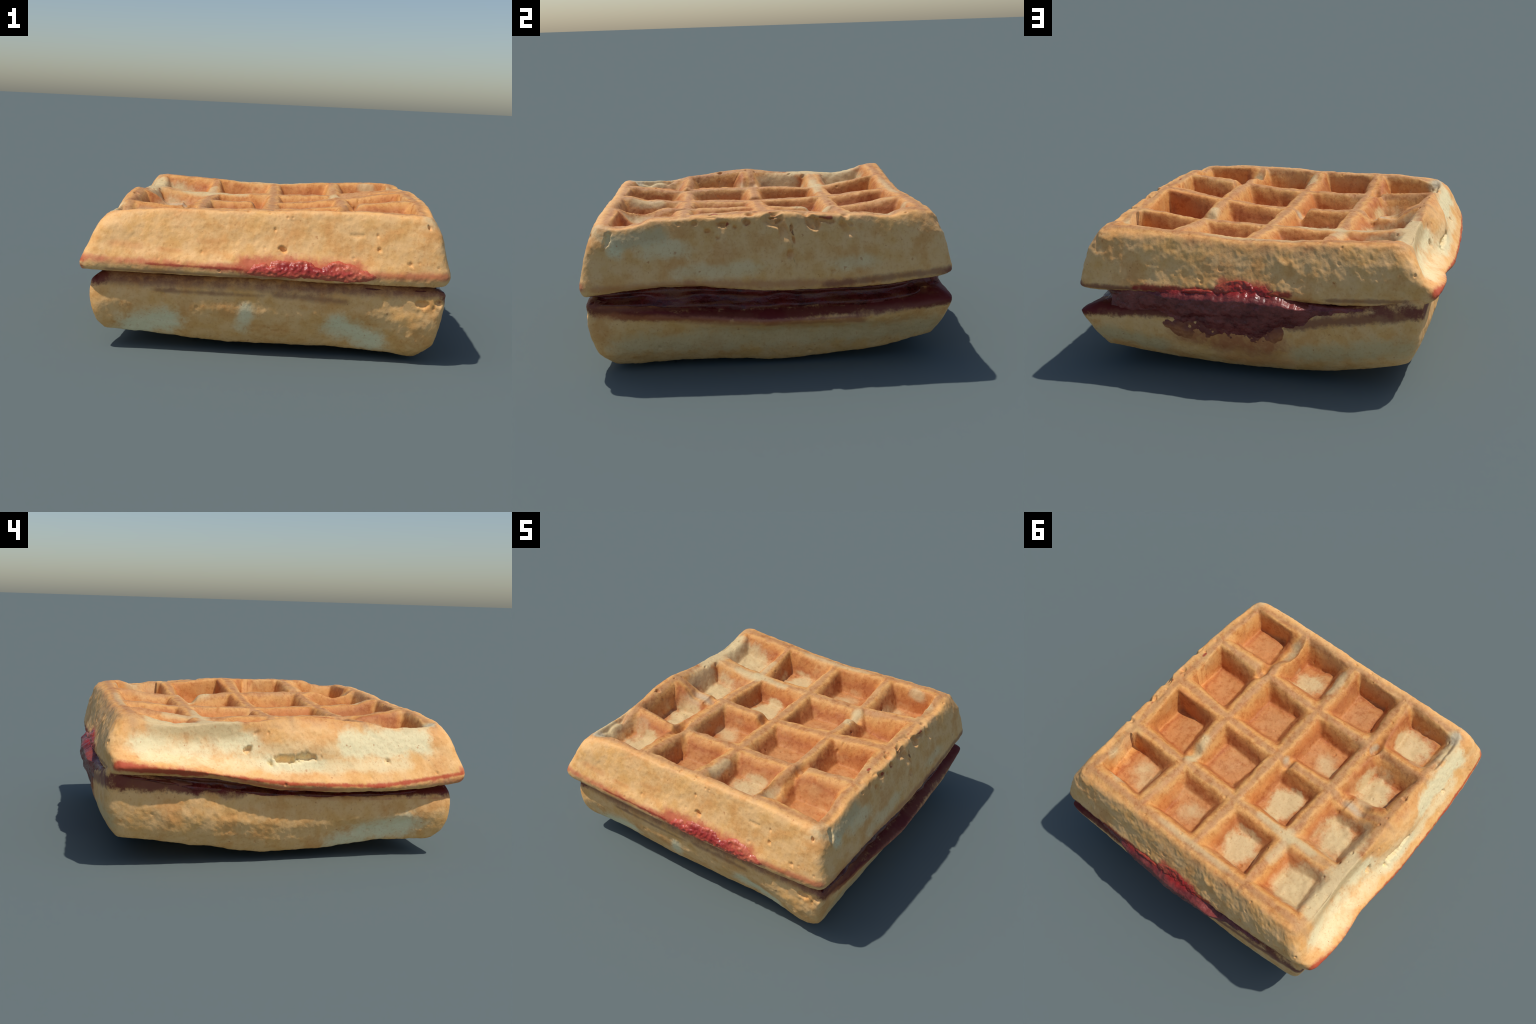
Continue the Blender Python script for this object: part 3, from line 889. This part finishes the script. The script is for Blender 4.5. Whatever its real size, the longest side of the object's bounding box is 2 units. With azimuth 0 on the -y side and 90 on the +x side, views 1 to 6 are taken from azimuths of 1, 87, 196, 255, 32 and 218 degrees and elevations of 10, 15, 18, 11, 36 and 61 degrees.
LO_PATCHES = [
    ("white", (-.70, -.88, .10), (-.50, -.92, .16), (.13, .18, .12), .2, .95),
    ("white", (-.11, -.92, .15), (-.10, -.94, .27), (.065, .12, .06), .1, .8),
    ("white", (.38, -.92, .18), (.55, -.88, .11), (.13, .18, .10), .2, .95),
    ("white", (-.87, -.32, .10), (-.90, -.66, .18), (.18, .14, .10), .2, .95),
    ("cream", (.92, -.7, .16), (.90, .8, .18), (.1, .2, .10), .2, .6),
    ("cream", (.80, .90, .22), (.50, .90, .18), (.1, .1, .08), .2, .7),
    ("cream", (-.30, .90, .20), (-.80, .90, .28), (.1, .1, .10), .2, .7),
    ("orange", (.10, .90, .12), (-.15, .90, .12), (.14, .1, .06), .1, .5),
]
LO_JAM = [
    ("jam", (.90, -.84, .37), (.91, .92, .36), (.11, .1, .05), .5, .9),
    ("plum", (-.85, -.87, .40), (.85, -.87, .40), (.10, .09, .05), .2, .75),
    ("jam", (-.86, -.85, .38), (-.87, .85, .46), (.09, .1, .06), .5, .85),
    ("jam", (-.85, .87, .47), (.85, .88, .39), (.10, .09, .06), .5, .9),
    ("plum", (-.90, -.91, .37), (.90, -.91, .385), (.06, .10, .040), .0, .65),  # ragged plum band along the rim below the front gap
    ("plum", (-.55, -.92, .335), (-.05, -.92, .335), (.05, .06, .02), .0, .6),
    ("plum", (.05, -.92, .345), (.40, -.92, .325), (.05, .06, .03), .0, .6),
    ("jam", (.93, -.70, .33), (.97, 0, .31), (.12, .1, .035), .4, .95),
    ("jam", (.97, 0, .31), (.95, .92, .345), (.12, .1, .045), .4, .95),
    ("haze", (.93, -.55, .318), (.978, .0, .282), (.05, .1, .016), .0, .7),
    ("haze", (.978, .0, .282), (.968, .42, .28), (.05, .1, .016), .0, .7),
    ("brown", (.90, -.80, .375), (.89, .40, .345), (.03, .1, .014), .0, .6),
    ("stain", (.93, -.85, .33), (.963, 0, .268), (.06, .06, .03), .1, .7),
    ("stain", (.963, 0, .268), (.95, .45, .262), (.06, .06, .03), .1, .7),
    ("plum", (.95, .45, .29), (.935, .92, .33), (.06, .06, .03), .1, .7),
    ("jam", (.93, .93, .36), (.40, .92, .38), (.1, .1, .045), .4, .9),
    ("stain", (.30, .92, .26), (-.10, .92, .25), (.17, .1, .10), .1, .9),
    ("stain", (.16, .92, .20), (-.10, .92, .18), (.12, .1, .07), .0, .6),
    ("plum", (-.25, .93, .36), (-.86, .93, .46), (.08, .1, .045), .3, .8),
    ("plum", (-.93, .90, .47), (-.93, .30, .385), (.08, .1, .045), .3, .75),
    ("jam", (-.92, .45, .41), (-.91, -.86, .375), (.08, .1, .032), .3, .9),
    ("rose", (-.93, .1, .345), (-.92, -.85, .335), (.03, .05, .010), .1, .7),
]


def new_obj(name, me, parent, mat):
    o = bpy.data.objects.new(name, me)
    bpy.context.scene.collection.objects.link(o)
    o.parent = parent
    me.materials.append(mat)
    return o


def main():
    root = bpy.data.objects.new("waffle_sandwich", None)
    bpy.context.scene.collection.objects.link(root)
    root["label"] = "two square golden waffles sandwiched with dark red jam"
    root["category"] = "waffle sandwich"

    group = streak_group()
    up, up_me = build_upper()
    lo, lo_me = build_lower()
    up_mat = waffle_material("toasted_waffle", group, UP_PATCHES, UP_JAM, True)
    lo_mat = waffle_material("soft_waffle", group, LO_PATCHES, LO_JAM, False)
    jam_mat, N_, bsdf, pos, col = jam_material("dark_jam", srgb(72, 16, 12), srgb(118, 36, 28), .22)
    layers = N_.noise(N_.vec("MULTIPLY", pos, (3, 3, 26)), 1.6, 4, .6)
    col = N_.mix(N_.ramp(layers, .50, .60, 0, .8), col, srgb(122, 66, 40))
    N_.put(bsdf.inputs["Base Color"], N_.mix(N_.ramp(layers, .40, .33, 0, .6), col, srgb(138, 80, 76)))
    red_mat, N_, bsdf, pos, col = jam_material("red_jam", srgb(190, 74, 52), srgb(214, 116, 80), .28)
    rag = N_.math("MULTIPLY", N_.math("SUBTRACT", N_.noise(pos, 22, 5, .65), .5), 1.8)
    N_.put(bsdf.inputs["Base Color"], add_streaks(N_, col, pos, rag, group, [
        ("berry", (-.08, -.98, .478), (.42, -.98, .478), (.06, .2, .03), .0, .85), ("red", (.08, -.97, .50), (.30, -.97, .49), (.07, .2, .045), .0, .9)], COL))
    gloss_mat, N_, bsdf, pos, col = jam_material("glossy_jam", srgb(160, 62, 44), srgb(190, 92, 62), .15)
    rag = N_.math("MULTIPLY", N_.math("SUBTRACT", N_.noise(pos, 22, 5, .65), .5), 1.6)
    N_.put(bsdf.inputs["Base Color"], add_streaks(N_, col, pos, rag, group, [
        ("red", (.55, .95, .49), (-.25, .95, .49), (.08, .2, .04), .1, .95), ("red", (.06, .93, .54), (-.10, .93, .52), (.06, .2, .04), .1, .9)], COL))
    soak_mat, N_, bsdf, pos, col = jam_material("soaked_jam", srgb(160, 88, 54), srgb(188, 118, 70), .5)
    rag = N_.math("MULTIPLY", N_.math("SUBTRACT", N_.noise(pos, 14, 4, .6), .5), 1.2)
    N_.put(bsdf.inputs["Base Color"], add_streaks(N_, col, pos, rag, group, [("mauve", (.6, .95, .37), (-.4, .95, .37), (.1, .2, .09), .2, .95), ("mauve", (.24, .95, .29), (-.02, .95, .28), (.13, .2, .07), .0, .9)], COL))
    spill_mat, N_, bsdf, pos, col = jam_material("spilled_jam", srgb(98, 34, 32), srgb(142, 66, 58), .22)
    mid = N_.noise(pos, 14, 4, .6)
    rag = N_.math("MULTIPLY", N_.math("SUBTRACT", mid, .5), 1.1)
    col = add_streaks(N_, col, pos, rag, group, [
        ("red", (.6, .95, .50), (-.2, .95, .53), (.08, .2, .030), .1, .8),
        ("red", (.05, .95, .56), (-.1, .95, .54), (.09, .2, .04), .3, .9),
        ("stain", (.45, .95, .225), (-.20, .95, .235), (.10, .2, .05), .1, .8)], COL)
    N_.put(bsdf.inputs["Base Color"], col)

    upper = new_obj("waffle", up_me, root, up_mat)
    lower = new_obj("waffle", lo_me, root, lo_mat)
    new_obj("jam_filling", build_filling(up, lo), root, jam_mat)
    new_obj("jam_spill", build_spill(up, lo), root, spill_mat)
    new_obj("jam_smear", wall_patch("jam_smear", up, .40, .84, 2.1, 3.8, .006, 81, .5), upper, red_mat)
    new_obj("jam_smear", wall_patch("jam_smear", up, 2.22, 2.66, 2.55, 4.2, .008, 84, .7), upper, gloss_mat)
    new_obj("jam_smear", wall_patch("jam_smear", up, 2.40, 2.62, 1.95, 3.6, .007, 87, .8), upper, gloss_mat)
    new_obj("jam_smear", wall_patch("jam_smear", lo, 2.24, 2.66, 4.2, 1.5, .006, 91, .8), lower, soak_mat)


main()
